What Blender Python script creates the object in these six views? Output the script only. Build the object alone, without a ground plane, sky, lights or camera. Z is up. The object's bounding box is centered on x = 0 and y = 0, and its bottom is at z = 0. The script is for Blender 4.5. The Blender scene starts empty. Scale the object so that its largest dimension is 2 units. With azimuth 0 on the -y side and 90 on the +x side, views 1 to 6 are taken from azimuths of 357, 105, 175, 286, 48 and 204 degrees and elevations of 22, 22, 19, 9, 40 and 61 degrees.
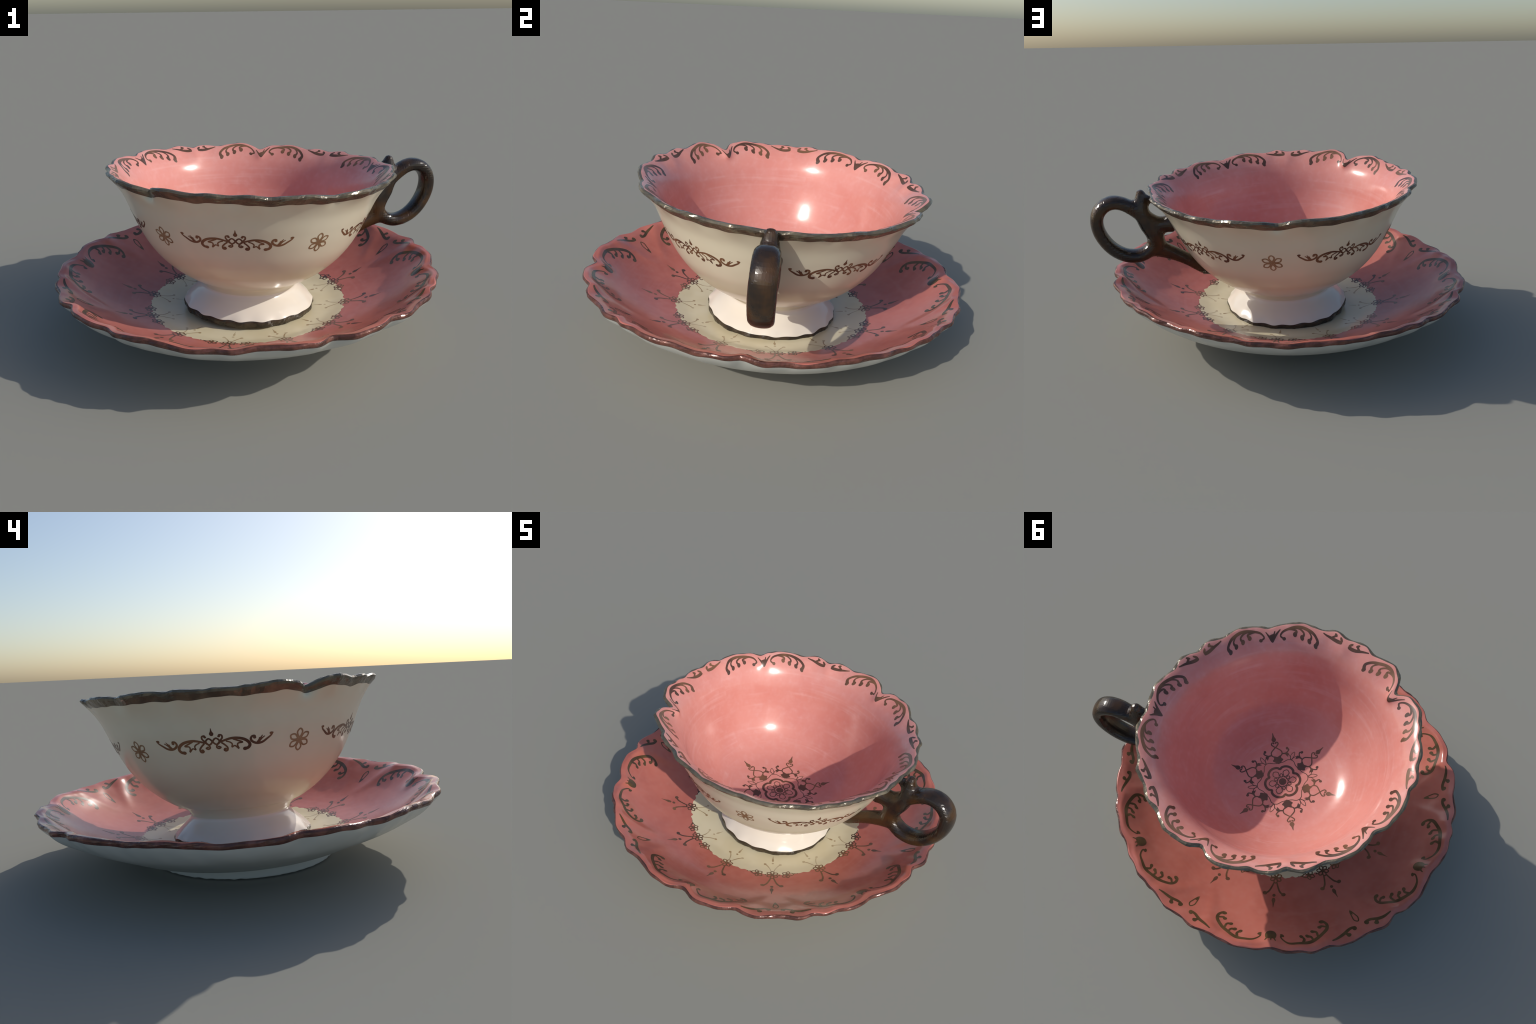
"""Porcelain teacup on a saucer: rose-pink glaze, ivory body, dark gilt rims,
gilt transfer ornament and a looped gilt handle."""
import bpy, math
import numpy as np
from mathutils import Vector, Matrix

rng = np.random.default_rng(7)
TAU = 2 * math.pi

# ------------------------------------------------------------------ helpers


def catmull(points, n, closed=False):
    """Centripetal-ish Catmull-Rom through 2D/3D points, resampled evenly by length."""
    p = np.asarray(points, float)
    if closed:
        p = np.vstack([p[-1:], p, p[:2]])
    else:
        p = np.vstack([2 * p[0] - p[1], p, 2 * p[-1] - p[-2]])
    k = np.concatenate([[0], np.cumsum(np.maximum(np.linalg.norm(np.diff(p, axis=0), axis=1), 1e-6) ** 0.5)])
    out = []
    for i in range(1, len(p) - 2):
        t0, t1, t2, t3 = k[i - 1:i + 3]
        t = np.linspace(t1, t2, 24, endpoint=False)[:, None]
        a1 = (t1 - t) / (t1 - t0) * p[i - 1] + (t - t0) / (t1 - t0) * p[i]
        a2 = (t2 - t) / (t2 - t1) * p[i] + (t - t1) / (t2 - t1) * p[i + 1]
        a3 = (t3 - t) / (t3 - t2) * p[i + 1] + (t - t2) / (t3 - t2) * p[i + 2]
        b1 = (t2 - t) / (t2 - t0) * a1 + (t - t0) / (t2 - t0) * a2
        b2 = (t3 - t) / (t3 - t1) * a2 + (t - t1) / (t3 - t1) * a3
        out.append((t2 - t) / (t2 - t1) * b1 + (t - t1) / (t2 - t1) * b2)
    out.append(p[-2:-1])
    c = np.vstack(out)
    L = np.concatenate([[0], np.cumsum(np.linalg.norm(np.diff(c, axis=0), axis=1))])
    q = np.linspace(0, L[-1], n)
    return np.stack([np.interp(q, L, c[:, j]) for j in range(c.shape[1])], -1), L[-1]


def smooth(a, b, x):
    t = np.clip((x - a) / (b - a), 0, 1)
    return t * t * (3 - 2 * t)


def bell(x, c, w):
    return np.exp(-((x - c) / w) ** 2)


def wobble(theta, amp, freqs, seed):
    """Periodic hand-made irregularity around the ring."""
    g = np.random.default_rng(seed)
    s = np.zeros_like(theta)
    for f in freqs:
        s = s + g.normal() * np.sin(f * theta + g.uniform(0, TAU)) / math.sqrt(len(freqs))
    return amp * s


def sector(theta, first, fold):
    """Signed angle in degrees to the nearest of `fold` axes, and that axis' index."""
    step = 360.0 / fold
    d = (np.degrees(theta) - first) / step
    k = np.round(d)
    return (d - k) * step, k.astype(int) % fold


# ------------------------------------------------------------------ materials


def new_material(name):
    m = bpy.data.materials.new(name)
    m.use_nodes = True
    nt = m.node_tree
    return m, nt, nt.nodes["Principled BSDF"]


def node(nt, kind, **vals):
    n = nt.nodes.new(kind)
    for k, v in vals.items():
        if k in n.inputs:
            n.inputs[k].default_value = v
        else:
            setattr(n, k, v)
    return n


def mix_colour(nt, fac, a, b):
    m = nt.nodes.new("ShaderNodeMix")
    m.data_type = "RGBA"
    for sock, val in ((m.inputs[0], fac), (m.inputs[6], a), (m.inputs[7], b)):
        if hasattr(val, "is_output"):
            nt.links.new(val, sock)
        elif isinstance(val, (int, float)):
            sock.default_value = val
        else:
            sock.default_value = (*val, 1)
    return m.outputs[2]


def noise_mask(nt, vec, scale, lo, hi, detail=3.0, rough=0.55):
    n = node(nt, "ShaderNodeTexNoise", Scale=scale, Detail=detail, Roughness=rough)
    nt.links.new(vec, n.inputs["Vector"])
    r = nt.nodes.new("ShaderNodeMapRange")
    r.interpolation_type = "SMOOTHSTEP"
    nt.links.new(n.outputs["Fac"], r.inputs["Value"])
    r.inputs["From Min"].default_value, r.inputs["From Max"].default_value = lo, hi
    return r.outputs["Result"]


def object_coords(nt):
    return nt.nodes.new("ShaderNodeTexCoord").outputs["Object"]


def polar_coords(nt, vec, radial, angular, height):
    """(radius, angle, height) coordinates scaled, for streaks that run round the ware."""
    sep = nt.nodes.new("ShaderNodeSeparateXYZ")
    nt.links.new(vec, sep.inputs[0])

    def math_node(op, a, b=None):
        n = nt.nodes.new("ShaderNodeMath")
        n.operation = op
        for i, v in enumerate((a, b)):
            if v is None:
                continue
            if hasattr(v, "is_output"):
                nt.links.new(v, n.inputs[i])
            else:
                n.inputs[i].default_value = v
        return n.outputs[0]

    x2 = math_node("MULTIPLY", sep.outputs[0], sep.outputs[0])
    y2 = math_node("MULTIPLY", sep.outputs[1], sep.outputs[1])
    r = math_node("SQRT", math_node("ADD", x2, y2))
    a = math_node("ARCTAN2", sep.outputs[1], sep.outputs[0])
    comb = nt.nodes.new("ShaderNodeCombineXYZ")
    nt.links.new(math_node("MULTIPLY", r, radial), comb.inputs[0])
    nt.links.new(math_node("MULTIPLY", a, angular), comb.inputs[1])
    nt.links.new(math_node("MULTIPLY", sep.outputs[2], height), comb.inputs[2])
    return comb.outputs[0]


def add_bump(nt, bsdf, vec, scale, strength, distance):
    n = node(nt, "ShaderNodeTexNoise", Scale=scale, Detail=2.0)
    nt.links.new(vec, n.inputs["Vector"])
    b = node(nt, "ShaderNodeBump", Strength=strength, Distance=distance)
    nt.links.new(n.outputs["Fac"], b.inputs["Height"])
    nt.links.new(b.outputs["Normal"], bsdf.inputs["Normal"])


def glaze(name, base, tint, tint_scale, rough=0.16, streak=None, spec=0.5):
    m, nt, b = new_material(name)
    co = object_coords(nt)
    col = mix_colour(nt, noise_mask(nt, co, tint_scale, 0.35, 0.7), base, tint)
    if streak:
        colour, strength = streak
        pc = polar_coords(nt, co, 26.0, 0.7, 26.0)
        s1 = noise_mask(nt, pc, 1.0, 0.48, 0.85, 3.0, 0.6)
        s2 = noise_mask(nt, co, 4.0, 0.36, 0.7)
        mul = nt.nodes.new("ShaderNodeMath")
        mul.operation = "MULTIPLY"
        nt.links.new(s1, mul.inputs[0])
        nt.links.new(s2, mul.inputs[1])
        sc = nt.nodes.new("ShaderNodeMath")
        sc.operation = "MULTIPLY"
        nt.links.new(mul.outputs[0], sc.inputs[0])
        sc.inputs[1].default_value = strength
        col = mix_colour(nt, sc.outputs[0], col, colour)
        fine = noise_mask(nt, co, 24.0, 0.30, 1.70, 3.0, 0.55)     # cloudy mottling of the ground-laid colour
        col = mix_colour(nt, fine, col, colour)
    nt.links.new(col, b.inputs["Base Color"])
    b.inputs["Roughness"].default_value = rough
    b.inputs["Specular IOR Level"].default_value = spec
    add_bump(nt, b, co, 9.0, 0.05, 0.01)
    return m


def gilt(name, dark, light, scale, rough=0.3, metallic=0.0, bump=0.0):
    m, nt, b = new_material(name)
    co = object_coords(nt)
    col = mix_colour(nt, noise_mask(nt, co, scale, 0.38, 0.66), dark, light)
    nt.links.new(col, b.inputs["Base Color"])
    b.inputs["Roughness"].default_value = rough
    b.inputs["Metallic"].default_value = metallic
    if bump:
        add_bump(nt, b, co, 60.0, bump, 0.004)
    return m


CUP_PINK = (0.77, 0.315, 0.258)
SAUCER_PINK = (0.57, 0.175, 0.13)
MAT = {
    "cup_pink": glaze("rose_glaze_cup", CUP_PINK, (0.71, 0.255, 0.205), 3.0, 0.20, ((0.88, 0.53, 0.48), 0.75)),
    "saucer_pink": glaze("rose_glaze_saucer", SAUCER_PINK, (0.47, 0.13, 0.095), 4.0, 0.2, ((0.60, 0.26, 0.22), 0.3)),
    "ivory": glaze("ivory_glaze", (0.80, 0.735, 0.56), (0.775, 0.70, 0.525), 3.0, 0.2),
    "ivory_well": glaze("ivory_well_glaze", (0.80, 0.72, 0.50), (0.75, 0.66, 0.43), 5.0, 0.25),
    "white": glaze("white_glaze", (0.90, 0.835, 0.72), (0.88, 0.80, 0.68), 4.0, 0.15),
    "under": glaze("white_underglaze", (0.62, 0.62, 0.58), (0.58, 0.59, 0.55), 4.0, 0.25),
    "rim": gilt("sky_lightened_gilt_rim", (0.125, 0.105, 0.075), (0.20, 0.165, 0.11), 16.0, 0.22, 0.3, 0.4),  # base colour lightened for the sky reflected in the band
    "saucer_rim": gilt("reddish_gilt_rim", (0.10, 0.04, 0.03), (0.20, 0.075, 0.055), 20.0, 0.22, 0.2, 0.5),
    "foot_rim": gilt("dark_gilt_foot", (0.03, 0.022, 0.014), (0.06, 0.042, 0.025), 20.0, 0.25),
    "handle": gilt("dark_gilt_handle", (0.024, 0.017, 0.013), (0.075, 0.036, 0.013), 7.0, 0.22),
    "dark_line": gilt("brown_gilding", (0.10, 0.050, 0.032), (0.23, 0.115, 0.058), 6.0, 0.25),  # noise blends the strokes' shaded brown with their sunlit gold, baked in
    "gold_line": gilt("golden_gilding", (0.26, 0.155, 0.08), (0.36, 0.23, 0.13), 14.0, 0.25),
    "olive_line": gilt("olive_gilding", (0.075, 0.045, 0.02), (0.13, 0.08, 0.035), 10.0, 0.25),
    "faint_line": gilt("faint_gilding", (0.60, 0.50, 0.32), (0.38, 0.26, 0.13), 9.0, 0.25),
}

# ------------------------------------------------------------------ object making


def add_object(name, verts, faces, material, parent, normals=None, flat=False, kind=None):
    me = bpy.data.meshes.new(name)
    me.from_pydata(verts.tolist() if hasattr(verts, "tolist") else verts, [], faces)
    me.materials.append(material)
    me.polygons.foreach_set("use_smooth", [not flat] * len(me.polygons))
    me.update()
    if normals is not None and not flat:
        me.normals_split_custom_set_from_vertices(normals.tolist())
    ob = bpy.data.objects.new(name, me)
    bpy.context.scene.collection.objects.link(ob)
    ob.parent = parent
    if kind:
        ob["kind"] = kind
    return ob


def top_object(name, label, category, origin, up):
    e = bpy.data.objects.new(name, None)
    bpy.context.scene.collection.objects.link(e)
    z = Vector(up).normalized()
    x = Vector((1, 0, 0))
    x = (x - z * x.dot(z)).normalized()
    y = z.cross(x)
    e.matrix_world = Matrix.Translation(origin) @ Matrix((x, y, z)).transposed().to_4x4()
    e["label"] = label
    e["category"] = category
    return e


class Ware:
    """A turned piece: one closed profile swept round, with lobed rim and relief."""

    def __init__(self, profile, shape, sign=1):
        self.n = 2400
        self.sign = sign     # +1: the profile runs up the outside, -1: it starts on the upper face
        self.pts, self.length = catmull(profile, self.n)
        self.s = np.linspace(0, self.length, self.n)
        self.shape = shape

    def at(self, theta, s):
        r = np.interp(s, self.s, self.pts[:, 0])
        h = np.interp(s, self.s, self.pts[:, 1])
        return self.shape(theta, r, h, s)

    def frame(self, theta, s):
        e = 8e-4
        p = self.at(theta, s)
        r = np.maximum(np.hypot(p[..., 0], p[..., 1]), 0.02)
        dt = self.at(theta + e / r, s) - self.at(theta - e / r, s)
        lo, hi = np.maximum(s - e, 0), np.minimum(s + e, self.length)
        ds = self.at(theta, hi) - self.at(theta, lo)
        n = np.cross(dt, ds) * self.sign
        n /= np.linalg.norm(n, axis=-1, keepdims=True) + 1e-12
        return p, n

    def find(self, lo_s, hi_s, axis, value):
        """Arc position in [lo_s, hi_s] where radius (0) or height (1) equals value."""
        m = (self.s >= lo_s) & (self.s <= hi_s)
        v, s = self.pts[m, axis], self.s[m]
        o = np.argsort(v)
        return np.interp(value, v[o], s[o])

    def band(self, name, s_from, s_to, rows, segs, material, parent, cap=False, jitter=None, flat=False):
        """Mesh of the strip between two arc positions (each may vary with the angle)."""
        th = np.linspace(0, TAU, segs, endpoint=False)
        a = s_from(th) if callable(s_from) else np.full(segs, s_from)
        b = s_to(th) if callable(s_to) else np.full(segs, s_to)
        f = np.linspace(0, 1, rows)[:, None]
        S = a[None] * (1 - f) + b[None] * f
        T = np.broadcast_to(th, S.shape)
        P, N = self.frame(T, S)
        if jitter is not None:
            P = P + N * jitter(T, f)[..., None]
        verts = P.reshape(-1, 3)
        faces = []
        for i in range(rows - 1):
            for j in range(segs):
                k = (j + 1) % segs
                faces.append((i * segs + j, i * segs + k, (i + 1) * segs + k, (i + 1) * segs + j))
        if self.sign < 0:
            faces = [q[::-1] for q in faces]
        if cap == "start":
            faces.append(tuple(range(segs))[::-self.sign])
        if cap == "end":
            faces.append(tuple((rows - 1) * segs + j for j in range(segs))[::self.sign])
        return add_object(name, verts, faces, material, parent, N.reshape(-1, 3), flat)


class Gilding:
    """Collects painted strokes and blobs in motif coordinates and lays them on a ware."""

    def __init__(self, weight=1.0):
        self.v, self.f = [], []
        self.weight = weight
        self.n = 0

    def _strip(self, left, mid, right, closed=False):
        # three lines across the stroke: edges sit at the glaze, the middle is domed
        m = len(mid)
        self.v.append(np.concatenate([np.c_[left, np.zeros(m)], np.c_[mid, np.ones(m)], np.c_[right, np.zeros(m)]]))
        o = self.n
        for i in range(m if closed else m - 1):
            k = (i + 1) % m
            self.f.append((o + i, o + m + i, o + m + k, o + k))
            self.f.append((o + m + i, o + 2 * m + i, o + 2 * m + k, o + m + k))
        self.n += 3 * m

    def stroke(self, pts, w, w_end=None, w_mid=None, ball=0.0, n=None):
        w, w_end, w_mid = w * self.weight, (w_end or w) * self.weight, w_mid and w_mid * self.weight
        c, L = catmull(pts, n or max(8, int(12 + 7 * len(pts))))
        t = np.linspace(0, 1, len(c))
        w_end = w if w_end is None else w_end
        width = w * (1 - t) + w_end * t
        if w_mid:
            width = width + (w_mid - 0.5 * (w + w_end)) * np.sin(math.pi * t)
        d = np.gradient(c, axis=0)
        d /= np.linalg.norm(d, axis=1, keepdims=True) + 1e-12
        nrm = np.c_[-d[:, 1], d[:, 0]] * (width / 2)[:, None]
        self._strip(c + nrm, c, c - nrm)
        if ball:
            self.blob(c[-1], ball, ball * 0.85)
        return self

    def loop(self, pts, w):
        w = w * self.weight
        c, L = catmull(pts, 8 * len(pts) + 1, closed=True)
        c = c[:-1]
        d = np.roll(c, -1, 0) - np.roll(c, 1, 0)
        d /= np.linalg.norm(d, axis=1, keepdims=True) + 1e-12
        nrm = np.c_[-d[:, 1], d[:, 0]] * (w / 2)
        self._strip(c + nrm, c, c - nrm, closed=True)
        return self

    def fill(self, outline, n=None):
        """Solid patch: star-shaped about its middle."""
        c, L = catmull(outline, n or 8 * len(outline) + 1, closed=True)
        c = c[:-1]
        m = c.mean(0)
        inner = m + (c - m) * 0.5
        o, k = self.n, len(c)
        self.v.append(np.concatenate([np.c_[c, np.zeros(k)], np.c_[inner, np.ones(k)], [[m[0], m[1], 1]]]))
        for i in range(k):
            j = (i + 1) % k
            self.f.append((o + i, o + j, o + k + j, o + k + i))
            self.f.append((o + k + i, o + k + j, o + 2 * k))
        self.n += 2 * k + 1
        return self

    def blob(self, c, rx, ry, turn=0.0):
        a = np.linspace(0, TAU, 8, endpoint=False)
        p = np.c_[rx * np.cos(a), ry * np.sin(a)]
        R = np.array([[math.cos(turn), -math.sin(turn)], [math.sin(turn), math.cos(turn)]])
        return self.fill(np.asarray(c) + p @ R.T, 17)

    def teardrop(self, tip, base, half):
        """Drop from a pointed tip to a round base."""
        tip, base = np.asarray(tip, float), np.asarray(base, float)
        d = base - tip
        q = np.array([-d[1], d[0]]) / (np.linalg.norm(d) + 1e-12) * half
        return self.fill([tip, tip + d * .45 + q * .45, tip + d * .75 + q, base + q * .45, base - q * .45 + d * .0, tip + d * .75 - q, tip + d * .45 - q * .45], 40)

    def mirrored(self, draw):
        """Run draw(gilding, sign) for both hands."""
        draw(self, 1)
        draw(self, -1)
        return self

    def lay(self, name, ware, to_surface, material, parent, kind=None, lift=0.0011, edge=0.0004, flip=False):
        v = np.concatenate(self.v)
        th, s = to_surface(v[:, 0], v[:, 1])
        P, N = ware.frame(th, s)
        P = P + N * (edge + (lift - edge) * v[:, 2])[:, None]
        # wind the faces along the surface normal
        faces = []
        for f in self.f:
            a, b, c = P[f[0]], P[f[1]], P[f[2]]
            g = np.cross(b - a, c - a)
            faces.append(f if g @ N[f[0]] >= 0 else f[::-1])
        return add_object(name, P, faces, material, parent, N, kind=kind)


# ------------------------------------------------------------------ the saucer

saucer = top_object("saucer", "scalloped rose pink porcelain saucer with ivory centre and gilt ornament", "saucer",
                    (-0.0262, -0.012, 0.0125), (-0.0148, 0.022, 1.0))

DROP0 = 19.0          # first of six axes that carry a hollow drop (degrees)
SAUCER_FOLD = 6


def saucer_rim_offset(theta):
    t, k = sector(theta, DROP0, SAUCER_FOLD)
    a = np.abs(t)
    dr = 0.008 * bell(a, 6, 2.5) - 0.006 * bell(a, 0, 2.2) - 0.009 * bell(a, 11.5, 2.0) + 0.006 * bell(a, 20, 5) - 0.018 * bell(a, 30, 3)
    dr = dr * (1 + wobble(theta, 0.55, (1, 2, 4, 5), 31))
    dr = dr + wobble(theta, 0.0024, (23, 31, 37, 46, 58), 3) - 0.0058 * np.sin(2 * theta)
    dz = 0.006 * bell(a, 19, 6) - 0.006 * bell(a, 0, 6) - 0.004 * bell(a, 30, 4) + wobble(theta, 0.002, (5, 7, 11, 17), 4)
    return dr, dz


def saucer_shape(theta, r, h, s):
    t, k = sector(theta, DROP0, SAUCER_FOLD)
    a = np.abs(t)
    dr, dz = saucer_rim_offset(theta)
    w = smooth(0.80, 0.955, r) ** 1.5
    top = smooth(SAUCER_EDGE_S + 0.02, SAUCER_EDGE_S - 0.01, s)
    # rocaille relief of the upper face
    rel = 0.005 * bell(a, 6.0 + 34 * np.clip(r - 0.80, -.1, .2), 2.6) * smooth(0.70, 0.82, r) * smooth(0.965, 0.93, r)
    rel = rel - 0.006 * bell(a, 0, 3.0) * bell(r, 0.86, 0.05)
    rel = rel - 0.002 * bell(a, 19, 6.0) * bell(r, 0.84, 0.04)
    rel = rel + 0.006 * bell(r, 0.935 - 0.0004 * (a - 20) ** 2 / 2, 0.014) * bell(a, 20, 8)
    rel = rel + 0.006 * bell(a, 30, 2.4) * bell(r, 0.885, 0.04)
    hh = h + w * dz + top * rel
    rr = r + w * dr
    x, y = rr * np.cos(theta), rr * np.sin(theta)
    # the foot ring stands flat on the table although the dish above it leans a little
    low = (1 - top) * smooth(0.25, 0.08, h)
    flat = (1 - top) * smooth(0.03, -0.01, h)
    hh = hh - low * (0.006 * x + 0.004 * y) + flat * (0.026 * y - 0.0088 * x)
    return np.stack([x + 0.004 * low + 0.008 * flat, y + 0.008 * low, hh], -1)


SAUCER_PROFILE = [(0.002, .073), (.20, .073), (.33, .074), (.40, .077), (.45, .083), (.5136, .100), (.57, .113), (.62, .127), (.7, .158), (.8, .214), (.87, .268), (.92, .304),
                  (.945, .315), (.956, .318), (.962, .313), (.963, .303), (.955, .290), (.938, .270), (.905, .240), (.848, .20), (.773, .16),
                  (.690, .12), (.612, .083), (.55, .060), (.50, .047), (.462, .041), (.457, .028), (.455, -.006), (.449, -.0102), (.434, -.0102), (.425, .0), (.415, .036), (.3, .042), (.002, .042)]
SAUCER_EDGE_S = 1.05
dish = Ware(SAUCER_PROFILE, saucer_shape, -1)
SAUCER_EDGE_S = dish.s[np.argmax(dish.pts[:, 1])]
s_well = dish.find(0, SAUCER_EDGE_S, 0, 0.5136)
s_ring = dish.s[np.where((dish.s > SAUCER_EDGE_S) & (dish.pts[:, 0] < 0.464))[0][0]]
s_ring_in = dish.s[np.where((dish.s > s_ring) & (dish.pts[:, 0] < 0.413))[0][0]]


def well_edge(th):
    return s_well + wobble(th, 0.003, (40, 53, 67, 84, 101, 120), 8)


def saucer_band_top(th):
    return SAUCER_EDGE_S + 0.000 + wobble(th, 0.004, (9, 14, 22, 37, 51), 9)


def saucer_band_low(th):
    return SAUCER_EDGE_S + 0.030 + wobble(th, 0.004, (8, 15, 26, 41, 60), 10)


def lumps(amp, seed):
    g = np.random.default_rng(seed)
    fs = [(g.integers(22, 90), g.uniform(2, 7), g.uniform(0, TAU)) for _ in range(9)]

    def f(T, row):
        x = sum(np.sin(k * T + q * row + p) for k, q, p in fs) / 3.0
        return amp * x * np.sin(math.pi * np.clip(row, 0, 1))
    return f


SEG = 720
dish.band("well", 0.0, well_edge, 60, SEG, MAT["ivory_well"], saucer, cap="start")
dish.band("dish", well_edge, saucer_band_top, 120, SEG, MAT["saucer_pink"], saucer)
dish.band("gilt_rim", saucer_band_top, saucer_band_low, 6, 300, MAT["saucer_rim"], saucer, jitter=lumps(0.0016, 21), flat=True)
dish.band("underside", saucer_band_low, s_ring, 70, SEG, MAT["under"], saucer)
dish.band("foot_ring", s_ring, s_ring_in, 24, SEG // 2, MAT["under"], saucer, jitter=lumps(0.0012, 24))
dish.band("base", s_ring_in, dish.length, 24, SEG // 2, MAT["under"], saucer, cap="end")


def on_saucer(theta0):
    """Motif x runs round (metres), y is the radius."""
    def f(x, y):
        th = math.radians(theta0) + x / np.maximum(y, 0.05)
        return th, dish.find(0, SAUCER_EDGE_S, 0, y)
    return f


def polar(pts, scale=1.0):
    """(degrees, radius) -> motif (metres round, radius)."""
    return [(math.radians(t) * r, r) for t, r in pts]


def flower_outline(g, centre, r_in, r_out, half, w, petals=6, turn=0.0, eye=0.008):
    for k in range(petals):
        a = turn + TAU * k / petals
        u, q = np.array([math.cos(a), math.sin(a)]), np.array([-math.sin(a), math.cos(a)])
        m = r_in + (r_out - r_in) * .62
        c = np.asarray(centre)
        g.loop([c + u * r_in, c + u * m + q * half, c + u * r_out, c + u * m - q * half], w)
    g.blob(centre, eye, eye)


for k in range(12):
    axis = DROP0 - 0.7 + 30 * k + rng.normal() * 0.4
    g = Gilding(1.75)
    flower_outline(g, (0, .518), .006, .033, .0095, .0038, turn=math.pi / 6, eye=.008)

    def outer(g, s):
        g.stroke([(s * .008, .548), (s * .017, .575), (s * .030, .603), (s * .046, .618), (s * .051, .619)], .0045, .006, ball=.0125)
    g.mirrored(outer)
    g.blob((0, .627), .009, .009)
    g.teardrop((rng.normal() * .002, .703), (0, .643), .010)
    g.lay("sprig", dish, on_saucer(axis), MAT["dark_line"], saucer)
    g = Gilding(1.75)

    def inner(g, s):
        g.stroke([(s * .007, .488), (s * .015, .462), (s * .030, .436), (s * .043, .424)], .0028, .004, ball=.0085)
    g.mirrored(inner)
    g.blob((0, .413), .0065, .006)
    g.teardrop((0, .352), (0, .398), .006)
    g.lay("inner_sprig", dish, on_saucer(axis), MAT["faint_line"], saucer)
    if k % 2 == 0:
        g = Gilding(1.75)

        def trefoil(g, s):
            for t, r, rx, ry in ((4.2, .520, .006, .005), (6.6, .519, .004, .004), (13.6, .513, .010, .0035), (15.5, .514, .006, .0025)):
                g.blob(polar([(s * t, r)])[0], rx, ry)
            c = polar([(s * 9.4, .516)])[0]
            for u, v in ((1, 0), (.1, 1), (.1, -1), (-.8, .65), (-.8, -.65)):
                e = (c[0] + s * u * .034, c[1] + v * .028)
                q = (-(e[1] - c[1]) * .35, (e[0] - c[0]) * .35)
                m = ((c[0] + e[0]) / 2, (c[1] + e[1]) / 2)
                g.loop([c, (m[0] + q[0], m[1] + q[1]), e, (m[0] - q[0], m[1] - q[1])], .0035)
            g.blob((c[0] - s * .004, c[1]), .008, .006)
        g.mirrored(trefoil)
        g.lay("leaf_spray", dish, on_saucer(axis), MAT["dark_line"], saucer)

for k in range(SAUCER_FOLD):
    axis = DROP0 + 60 * k
    # hollow drop on the axis
    g = Gilding(1.15)
    g.loop([(0, .805), (.012, .838), (.015, .858), (.004, .878), (-.010, .866), (-.009, .84)], .0055)
    g.teardrop((.001, .795), (0, .83), .004)
    g.lay("drop", dish, on_saucer(axis), MAT["olive_line"], saucer)
    for s in (1, -1):
        # S-scroll that borders the rim panel
        g = Gilding(1.15)
        g.stroke(polar([(s * 10.5, .934), (s * 8.5, .922), (s * 6, .908), (s * 3.8, .897), (s * 2.4, .897)]), .005, .011, w_mid=.012)
        g.blob(polar([(s * 2.2, .904)])[0], .012, .012)
        g.stroke(polar([(s * 5.6, .908), (s * 5.0, .920)]), .010, .015)
        g.blob(polar([(s * 4.8, .923)])[0], .012, .009)
        g.lay("rim_scroll", dish, on_saucer(axis), MAT["olive_line"], saucer)
        # feathered C-frond
        g = Gilding(1.15)
        g.stroke(polar([(s * 11.0, .812), (s * 10.2, .832), (s * 10.6, .858), (s * 13, .887), (s * 17, .909), (s * 21, .916), (s * 24.6, .909), (s * 26.6, .884), (s * 26.2, .872)]),
                 .013, .007, w_mid=.013, ball=.010)
        g.blob(polar([(s * 11.6, .812)])[0], .015, .010)
        for t0, r0, t1, r1, t2, r2 in ((10.6, .850, 12.2, .838, 13.0, .842), (14.4, .893, 14.6, .865, 15.8, .858), (16.2, .903, 16.6, .885, 17.8, .878), (19.5, .912, 19.0, .892, 19.8, .880)):
            g.stroke(polar([(s * t0, r0), (s * t1, r1), (s * t2, r2)]), .009, .012, ball=.0105)
        g.lay("frond", dish, on_saucer(axis), MAT["olive_line"], saucer)
    # shell blob half-way between the drops
    g = Gilding(1.15)
    g.fill(polar([(-1.9, .872), (-1.0, .852), (1.0, .852), (1.9, .872), (1.5, .898), (0, .902), (-1.5, .898)]))
    for u in (-1.6, 0.2, 1.6):
        g.stroke(polar([(u * .6, .892), (u * 1.1, .914)]), .011, .004)
    g.lay("shell", dish, on_saucer(axis + 30), MAT["olive_line"], saucer)

# ------------------------------------------------------------------ the cup

cup = top_object("teacup", "footed ivory teacup with rose pink lining, dark gilt rim and looped handle", "teacup",
                 (-0.021, -0.007, 0.1025), (0.031, 0.052, 1.0))

V0 = 9.3              # first of five axes with a notch in the lip
CUP_FOLD = 5
NOTCH = np.array([0.002, 0.034, 0.020, 0.048, 0.018])
LOBE = np.array([0.012, 0.015, 0.008, 0.018, 0.010])

SHOULDER = np.array([0.009, 0.004, 0.007, 0.003, 0.008])


def cup_rim_offset(theta):
    t, k = sector(theta, V0, CUP_FOLD)
    a = np.abs(t)
    dr = -NOTCH[k] * bell(t, 1, 3.2) + LOBE[k] * bell(a, 12, 5.5) - 0.007 * bell(a, 23, 3) + SHOULDER[k] * bell(a, 29, 3.4) - 0.010 * bell(a, 36, 3.0)
    dr = dr + wobble(theta, 0.0026, (7, 17, 23, 31, 44), 12)
    dz = 0.5 * dr + 0.0035 * np.cos(3 * theta - 0.7) + 0.002 * np.cos(4 * theta + 0.8) + wobble(theta, 0.0012, (13, 19, 29), 13)
    return dr, dz


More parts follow.
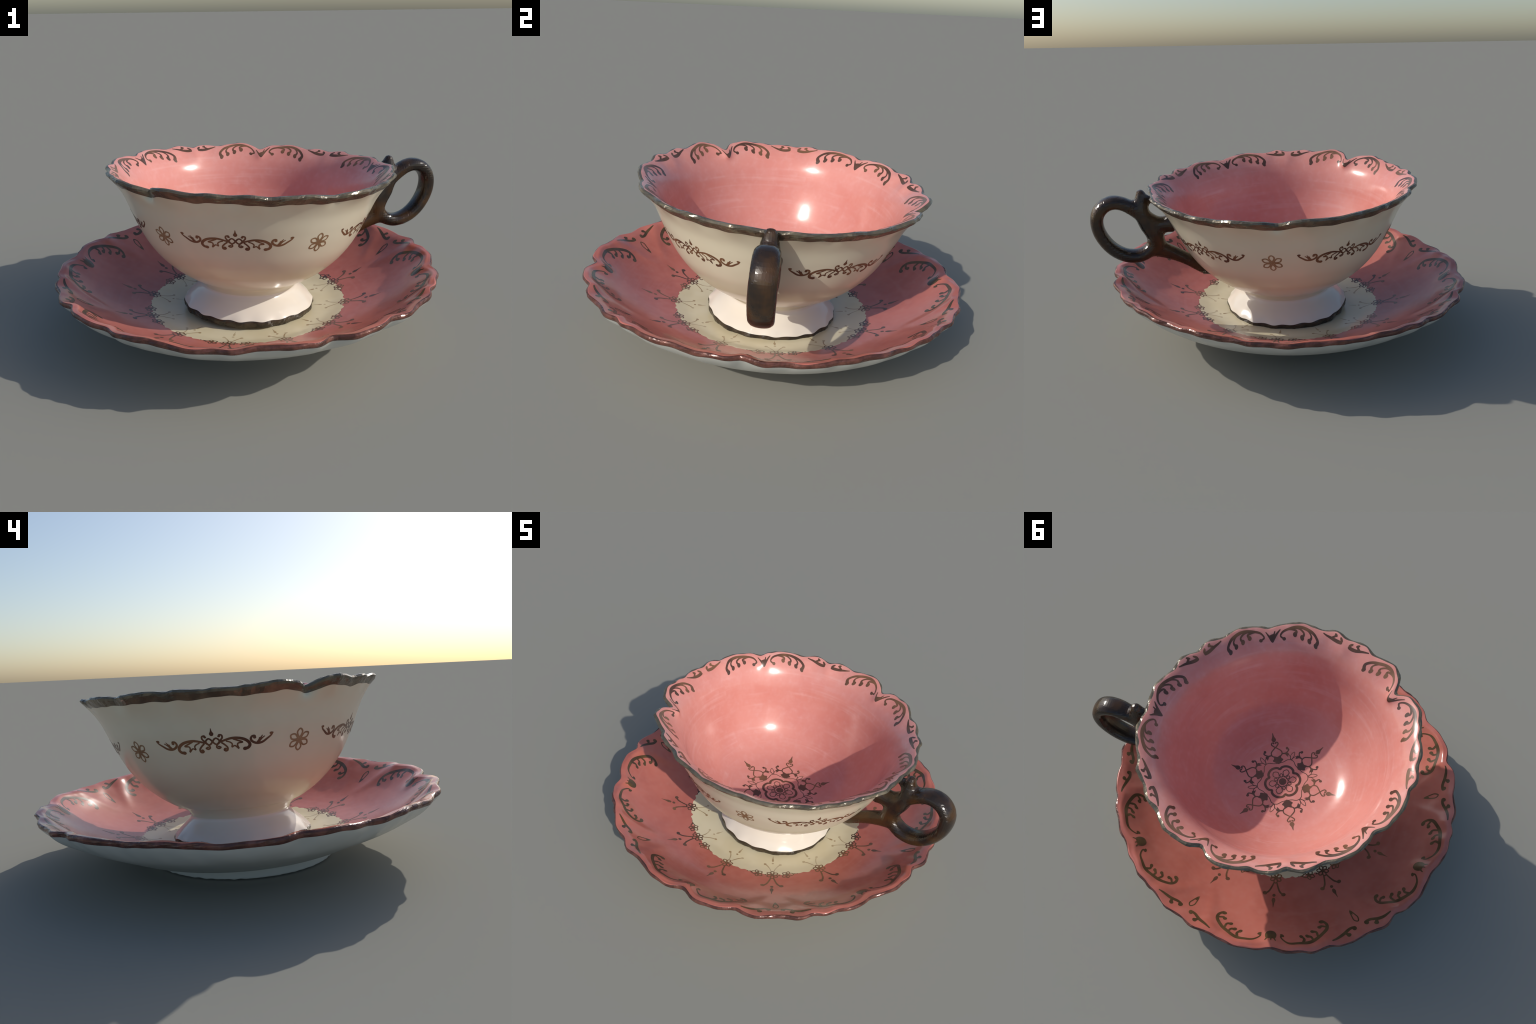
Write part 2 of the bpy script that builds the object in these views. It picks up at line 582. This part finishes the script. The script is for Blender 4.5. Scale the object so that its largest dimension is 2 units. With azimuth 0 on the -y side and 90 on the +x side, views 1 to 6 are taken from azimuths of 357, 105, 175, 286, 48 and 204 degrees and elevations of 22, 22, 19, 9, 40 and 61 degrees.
def cup_shape(theta, r, h, s):
    dr, dz = cup_rim_offset(theta)
    w = smooth(0.62, 0.715, h) ** 1.5
    rr = r + w * dr * np.clip(r / 0.5, 0, 1)
    # the foot is slightly faceted and uneven
    wf = smooth(0.07, 0.0, h) * smooth(0.2, 0.3, r)
    rr = rr + wf * wobble(theta, 0.004, (5, 9, 14, 19), 15)
    return np.stack([rr * np.cos(theta), rr * np.sin(theta), h + w * dz], -1)


CUP_PROFILE = [(.002, .02), (.20, .02), (.30, .000), (.322, -.011), (.338, -.012), (.341, -.003), (.343, .008), (.341, .018), (.332, .030), (.312, .050), (.285, .072), (.260, .094),
               (.249, .112), (.256, .134), (.284, .160), (.328, .181), (.400, .230), (.472, .298), (.528, .373), (.570, .454), (.605, .534), (.640, .614),
               (.681, .677), (.702, .702), (.711, .713), (.709, .721), (.698, .725), (.684, .720), (.662, .706), (.623, .668), (.592, .622), (.569, .567), (.545, .49),
               (.51, .41), (.455, .318), (.39, .254), (.31, .213), (.22, .196), (.12, .190), (.002, .190)]
bowl = Ware(CUP_PROFILE, cup_shape)
s_lip = bowl.s[np.argmax(bowl.pts[:, 1])]
s_foot_lo = bowl.s[np.where(bowl.pts[:, 0] > 0.33)[0][0]]
s_foot_hi = bowl.find(s_foot_lo, s_lip, 1, 0.020)
s_waist = bowl.find(s_foot_hi, s_lip, 1, 0.118)
s_band = bowl.find(s_waist, s_lip, 1, 0.683)


def band_low(th):
    return s_band + wobble(th, 0.004, (6, 11, 17, 27, 40, 61), 16)


def band_top(th):
    return s_lip + 0.004 + wobble(th, 0.0025, (19, 33, 47, 71), 17)


def foot_band(th):
    return s_foot_hi + wobble(th, 0.0022, (7, 12, 21, 33), 18)


bowl.band("foot_base", 0.0, s_foot_lo, 24, SEG // 2, MAT["white"], cup, cap="start")
bowl.band("foot_rim", s_foot_lo, foot_band, 6, 150, MAT["foot_rim"], cup, jitter=lumps(0.0015, 23), flat=True)
bowl.band("foot", foot_band, s_waist, 30, SEG, MAT["white"], cup)
bowl.band("bowl", s_waist, band_low, 110, SEG, MAT["ivory"], cup)
bowl.band("gilt_rim", band_low, band_top, 7, 260, MAT["rim"], cup, jitter=lumps(0.002, 22), flat=True)
bowl.band("lining", band_top, bowl.length, 130, SEG, MAT["cup_pink"], cup, cap="end")


def on_outside(theta0, h0):
    """Motif x round, y up along the wall, both metres from a point on the outside."""
    s0 = bowl.find(s_waist, s_lip, 1, h0)
    r0 = np.interp(s0, bowl.s, bowl.pts[:, 0])

    def f(x, y):
        return math.radians(theta0) + x / r0, s0 + y
    return f


def on_lining(theta0):
    def f(x, y):
        return math.radians(theta0) + x / np.maximum(y, .05), bowl.find(s_lip, bowl.length, 0, y)
    return f


def on_floor(turn):
    def f(x, y):
        return math.radians(turn) + np.arctan2(y, x), bowl.find(s_lip, bowl.length, 0, np.maximum(np.hypot(x, y), .003))
    return f


U = 0.000253      # drawing unit of the scroll ornament, metres


def px(pts, s=1):
    return [(s * x * U, y * U) for x, y in pts]


for axis in (42.6, 114.8, 189.6, 261.3, 334.4):
    g = Gilding(1.25)
    g.teardrop((0, 250 * U), (0, 108 * U), 36 * U)

    def half(g, s):
        lw = 0.0062
        g.loop(px([(-112, 8), (-60, 62), (-6, 4), (-60, -50)], s), .0062)
        g.stroke(px([(-112, 0), (-140, 30), (-163, 68), (-155, 108), (-118, 116), (-112, 92)], s), lw, .006, ball=.006)
        g.stroke(px([(-100, -18), (-210, 18), (-310, 40), (-410, 33), (-510, 2), (-585, -60), (-600, -112), (-570, -155), (-520, -168)], s), .0065, .011, w_mid=.0098, ball=.0098)
        g.stroke(px([(-330, 26), (-400, -8), (-482, -48), (-406, -62), (-398, -104), (-418, -158), (-350, -98), (-304, -122), (-312, -66), (-280, -30), (-215, -4)], s), .006, .005, n=60)
        g.stroke(px([(-140, -22), (-195, -72), (-232, -125), (-225, -172), (-195, -182), (-172, -160), (-192, -145)], s), .0062, .006, ball=.007)
        g.stroke(px([(-110, -22), (-66, -62), (-56, -105), (-90, -128), (-122, -108), (-92, -92)], s), .006, .0055, ball=.005)
        g.stroke(px([(-680, 8), (-682, 42), (-640, 40), (-618, 0), (-628, -36), (-670, -72), (-735, -92), (-812, -78), (-890, -24), (-955, 30), (-985, 82)], s), .007, .005, w_mid=.0085)
        g.blob((s * -680 * U, 14 * U), .007, .006)
        g.blob((s * -958 * U, 66 * U), .0085, .006)
        g.stroke(px([(-735, -86), (-790, -20), (-850, 26)], s), .009, .003)
        g.stroke(px([(-725, -84), (-770, -14), (-812, 46)], s), .009, .003)
        g.stroke(px([(-715, -84), (-750, -30), (-760, 10)], s), .006, .003)
    g.mirrored(half)
    g.lay("scroll_ornament", bowl, on_outside(axis, .505), MAT["dark_line"], cup)

for axis in (79.2, 153.2, 226.0, 298.5):
    g = Gilding(1.25)
    flower_outline(g, (0, 0), .011, .050, .0125, .0062, turn=math.pi / 6 + .05, eye=.010)
    g.lay("flower_ornament", bowl, on_outside(axis, .479), MAT["gold_line"], cup)

for k in range(CUP_FOLD):
    axis = V0 + 72 * k
    g = Gilding(1.2)
    for u in (-4.0, -1.4, 3.0):
        g.stroke(polar([(u, .676), (u * .45, .656), (0, .638)]), .004, .016)
    g.fill(polar([(-1.5, .648), (0, .626), (1.5, .648), (1.1, .664), (-1.1, .664)]))
    g.lay("notch_spray", bowl, on_lining(axis), MAT["dark_line"], cup)
    for s in (1, -1):
        g = Gilding(1.2)
        g.stroke(polar([(s * 5.4, .636), (s * 4.0, .648), (s * 5.2, .664), (s * 9, .675), (s * 13, .677), (s * 17, .674), (s * 20.6, .662), (s * 22.6, .642), (s * 22.0, .622)]),
                 .006, .013, w_mid=.0115, ball=.011)
        g.blob(polar([(s * 5.8, .635)])[0], .010, .007)
        for t0, t1, r1 in ((7.0, 11.2, .647), (10.4, 14.8, .638), (14.6, 18.6, .632)):
            m = (t0 + t1) / 2
            g.stroke(polar([(s * t0, .673), (s * (m + .8), .667), (s * (t1 + .5), (r1 + .668) / 2), (s * (t1 - .2), r1)]), .006, .009, ball=.011)
        g.lay("rim_frond", bowl, on_lining(axis), MAT["dark_line"], cup)
        g = Gilding(1.2)
        g.stroke(polar([(s * 24.2, .686), (s * 26.4, .671), (s * 29.0, .660), (s * 31.8, .659), (s * 33.8, .668), (s * 33.4, .677)]), .005, .008, w_mid=.0115, ball=.010)
        g.stroke(polar([(s * 28.2, .662), (s * 29.8, .672), (s * 30.2, .680)]), .006, .007, ball=.009)
        g.lay("rim_curl", bowl, on_lining(axis), MAT["dark_line"], cup)

# medallion on the floor of the bowl
g = Gilding(1.15)
lobe = lambda a: .082 + .019 * abs(math.cos(3 * a)) ** .7
ring = [(lobe(a) * math.cos(a), lobe(a) * math.sin(a)) for a in np.linspace(0, TAU, 48, endpoint=False)]
g.loop(ring, .0125)
g.lay("medallion_ring", bowl, on_floor(5 + 30), MAT["dark_line"], cup)
g = Gilding(1.15)
flower_outline(g, (0, 0), .034, .079, .018, .0042, petals=6, turn=math.pi / 6, eye=.022)
flower_outline(g, (0, 0), .028, .052, .008, .0038, petals=6, eye=.010)
g.loop([(.031 * math.cos(a), .031 * math.sin(a)) for a in np.linspace(0, TAU, 12, endpoint=False)], .0038)
g.lay("medallion_flower", bowl, on_floor(5), MAT["dark_line"], cup)
for k in range(6):
    g = Gilding(1.15)       # x outward along the arm, y across
    g.fill([(.116, 0), (.128, .018), (.142, .031), (.152, .022), (.170, .020), (.163, 0), (.170, -.020), (.152, -.022), (.142, -.031), (.128, -.018)])
    g.teardrop((.316, 0), (.260, .001), .0135)

    def arm(g, s):
        g.stroke([(.160, s * .012), (.176, s * .030), (.195, s * .030), (.216, s * .010), (.224, 0), (.234, s * -.012), (.246, s * -.020), (.256, s * -.014), (.252, s * -.006)], .0062, .006, ball=.006)
        g.stroke([(.178, s * .028), (.176, s * .046), (.168, s * .060)], .0065, .010, ball=.011)
        g.stroke([(.176, s * .046), (.184, s * .064), (.196, s * .074), (.206, s * .066)], .0055, .007, ball=.009)
    g.mirrored(arm)
    g.lay("medallion_arm", bowl, on_floor(5 + 60 * k), MAT["dark_line"], cup)
    g = Gilding(1.0)

    def garland(g, s):
        g.stroke([(.148, 0), (.142, s * .018), (.122, s * .036), (.108, s * .055), (.103, s * .0605)], .0042, .0042)
        g.stroke([(.150, s * .004), (.168, s * .012), (.176, s * .026), (.166, s * .030), (.162, s * .022)], .0038, .0038)
    g.mirrored(garland)
    g.loop([(.150, 0), (.176, .010), (.202, -.004), (.176, -.010)], .0036)
    c, sn = math.cos(math.radians(30)), math.sin(math.radians(30))
    g.lay("medallion_garland", bowl, on_floor(5 + 30 + 60 * k), MAT["dark_line"], cup)

# ------------------------------------------------------------------ the handle


def tube(path, across, along, n=46, sides=20):
    """Sweep an oval along a path in the (radius, height) plane of the handle.
    across: half thickness in that plane, along: half thickness out of it."""
    c, L = catmull([p for p in path], n)
    q = np.linspace(0, 1, n)
    ax = np.interp(q, np.linspace(0, 1, len(across)), across)
    al = np.interp(q, np.linspace(0, 1, len(along)), along)
    d = np.gradient(c, axis=0)
    d /= np.linalg.norm(d, axis=1, keepdims=True)
    nn = np.c_[-d[:, 1], d[:, 0]]
    v, f = [], []
    for i in range(n):
        for j in range(sides):
            a = TAU * j / sides
            ca, sa = math.cos(a), math.sin(a)
            ca, sa = math.copysign(abs(ca) ** .8, ca), math.copysign(abs(sa) ** .8, sa)
            p = c[i] + nn[i] * ax[i] * ca
            v.append((p[0], al[i] * sa, p[1]))
    for i in range(n - 1):
        for j in range(sides):
            k = (j + 1) % sides
            f.append((i * sides + j, i * sides + k, (i + 1) * sides + k, (i + 1) * sides + j))
    f.append(tuple(range(sides))[::-1])
    f.append(tuple((n - 1) * sides + j for j in range(sides)))
    return v, f


HANDLE = [
    # grip loop
    ([(.770, .630), (.81, .666), (.85, .694), (.895, .708), (.938, .699), (.970, .673), (.988, .635), (.991, .595), (.984, .555), (.966, .512), (.937, .468), (.894, .430),
      (.842, .408), (.790, .407), (.745, .428), (.715, .46)], (.036, .034, .034, .033, .033, .033, .033, .034, .036), (.046, .052, .055, .056, .057, .056, .054, .050, .044)),
    # stem with the thumb knob
    ([(.757, .760), (.757, .741), (.757, .70), (.762, .65), (.745, .58), (.715, .52), (.702, .46), (.705, .42)], (.016, .033, .037, .041, .044, .045, .045, .034), (.022, .036, .048, .054, .055, .054, .050, .042)),
    # upper strut to the bowl
    ([(.735, .585), (.700, .565), (.655, .560), (.605, .562)], (.050, .042, .041, .052), (.050, .046, .046, .058)),
    # lower strut that runs down the wall
    ([(.705, .435), (.66, .412), (.60, .378), (.55, .345), (.515, .315), (.47, .268), (.43, .24)], (.048, .040, .036, .033, .030, .022, .008), (.044, .040, .038, .038, .036, .028, .012)),
    # small bridge from knob to lip
    ([(.755, .70), (.725, .703), (.700, .700)], (.020, .015, .020), (.028, .024, .030)),
]
V, F = [], []
for path, across, along in HANDLE:
    v, f = tube(path, across, along)
    o = len(V)
    V += v
    F += [tuple(i + o for i in q) for q in f]
hm = bpy.data.meshes.new("handle")
hm.from_pydata(V, [], F)
handle = bpy.data.objects.new("handle", hm)
bpy.context.scene.collection.objects.link(handle)
rm = handle.modifiers.new("remesh", "REMESH")
rm.mode = "VOXEL"
rm.voxel_size = 0.0125
sm = handle.modifiers.new("smooth", "SMOOTH")
sm.iterations = 3
sm.factor = 0.6
dg = bpy.context.evaluated_depsgraph_get()
joined = bpy.data.meshes.new_from_object(handle.evaluated_get(dg))
joined.name = "handle"
handle.modifiers.clear()
handle.data = joined
a = math.radians(V0 + 1.6)
joined.transform(Matrix.Rotation(a, 4, "Z") @ Matrix.Translation((-0.005, 0, 0)))
joined.materials.clear()
joined.materials.append(MAT["handle"])
joined.polygons.foreach_set("use_smooth", [False] * len(joined.polygons))
bpy.data.meshes.remove(hm)
handle.parent = cup
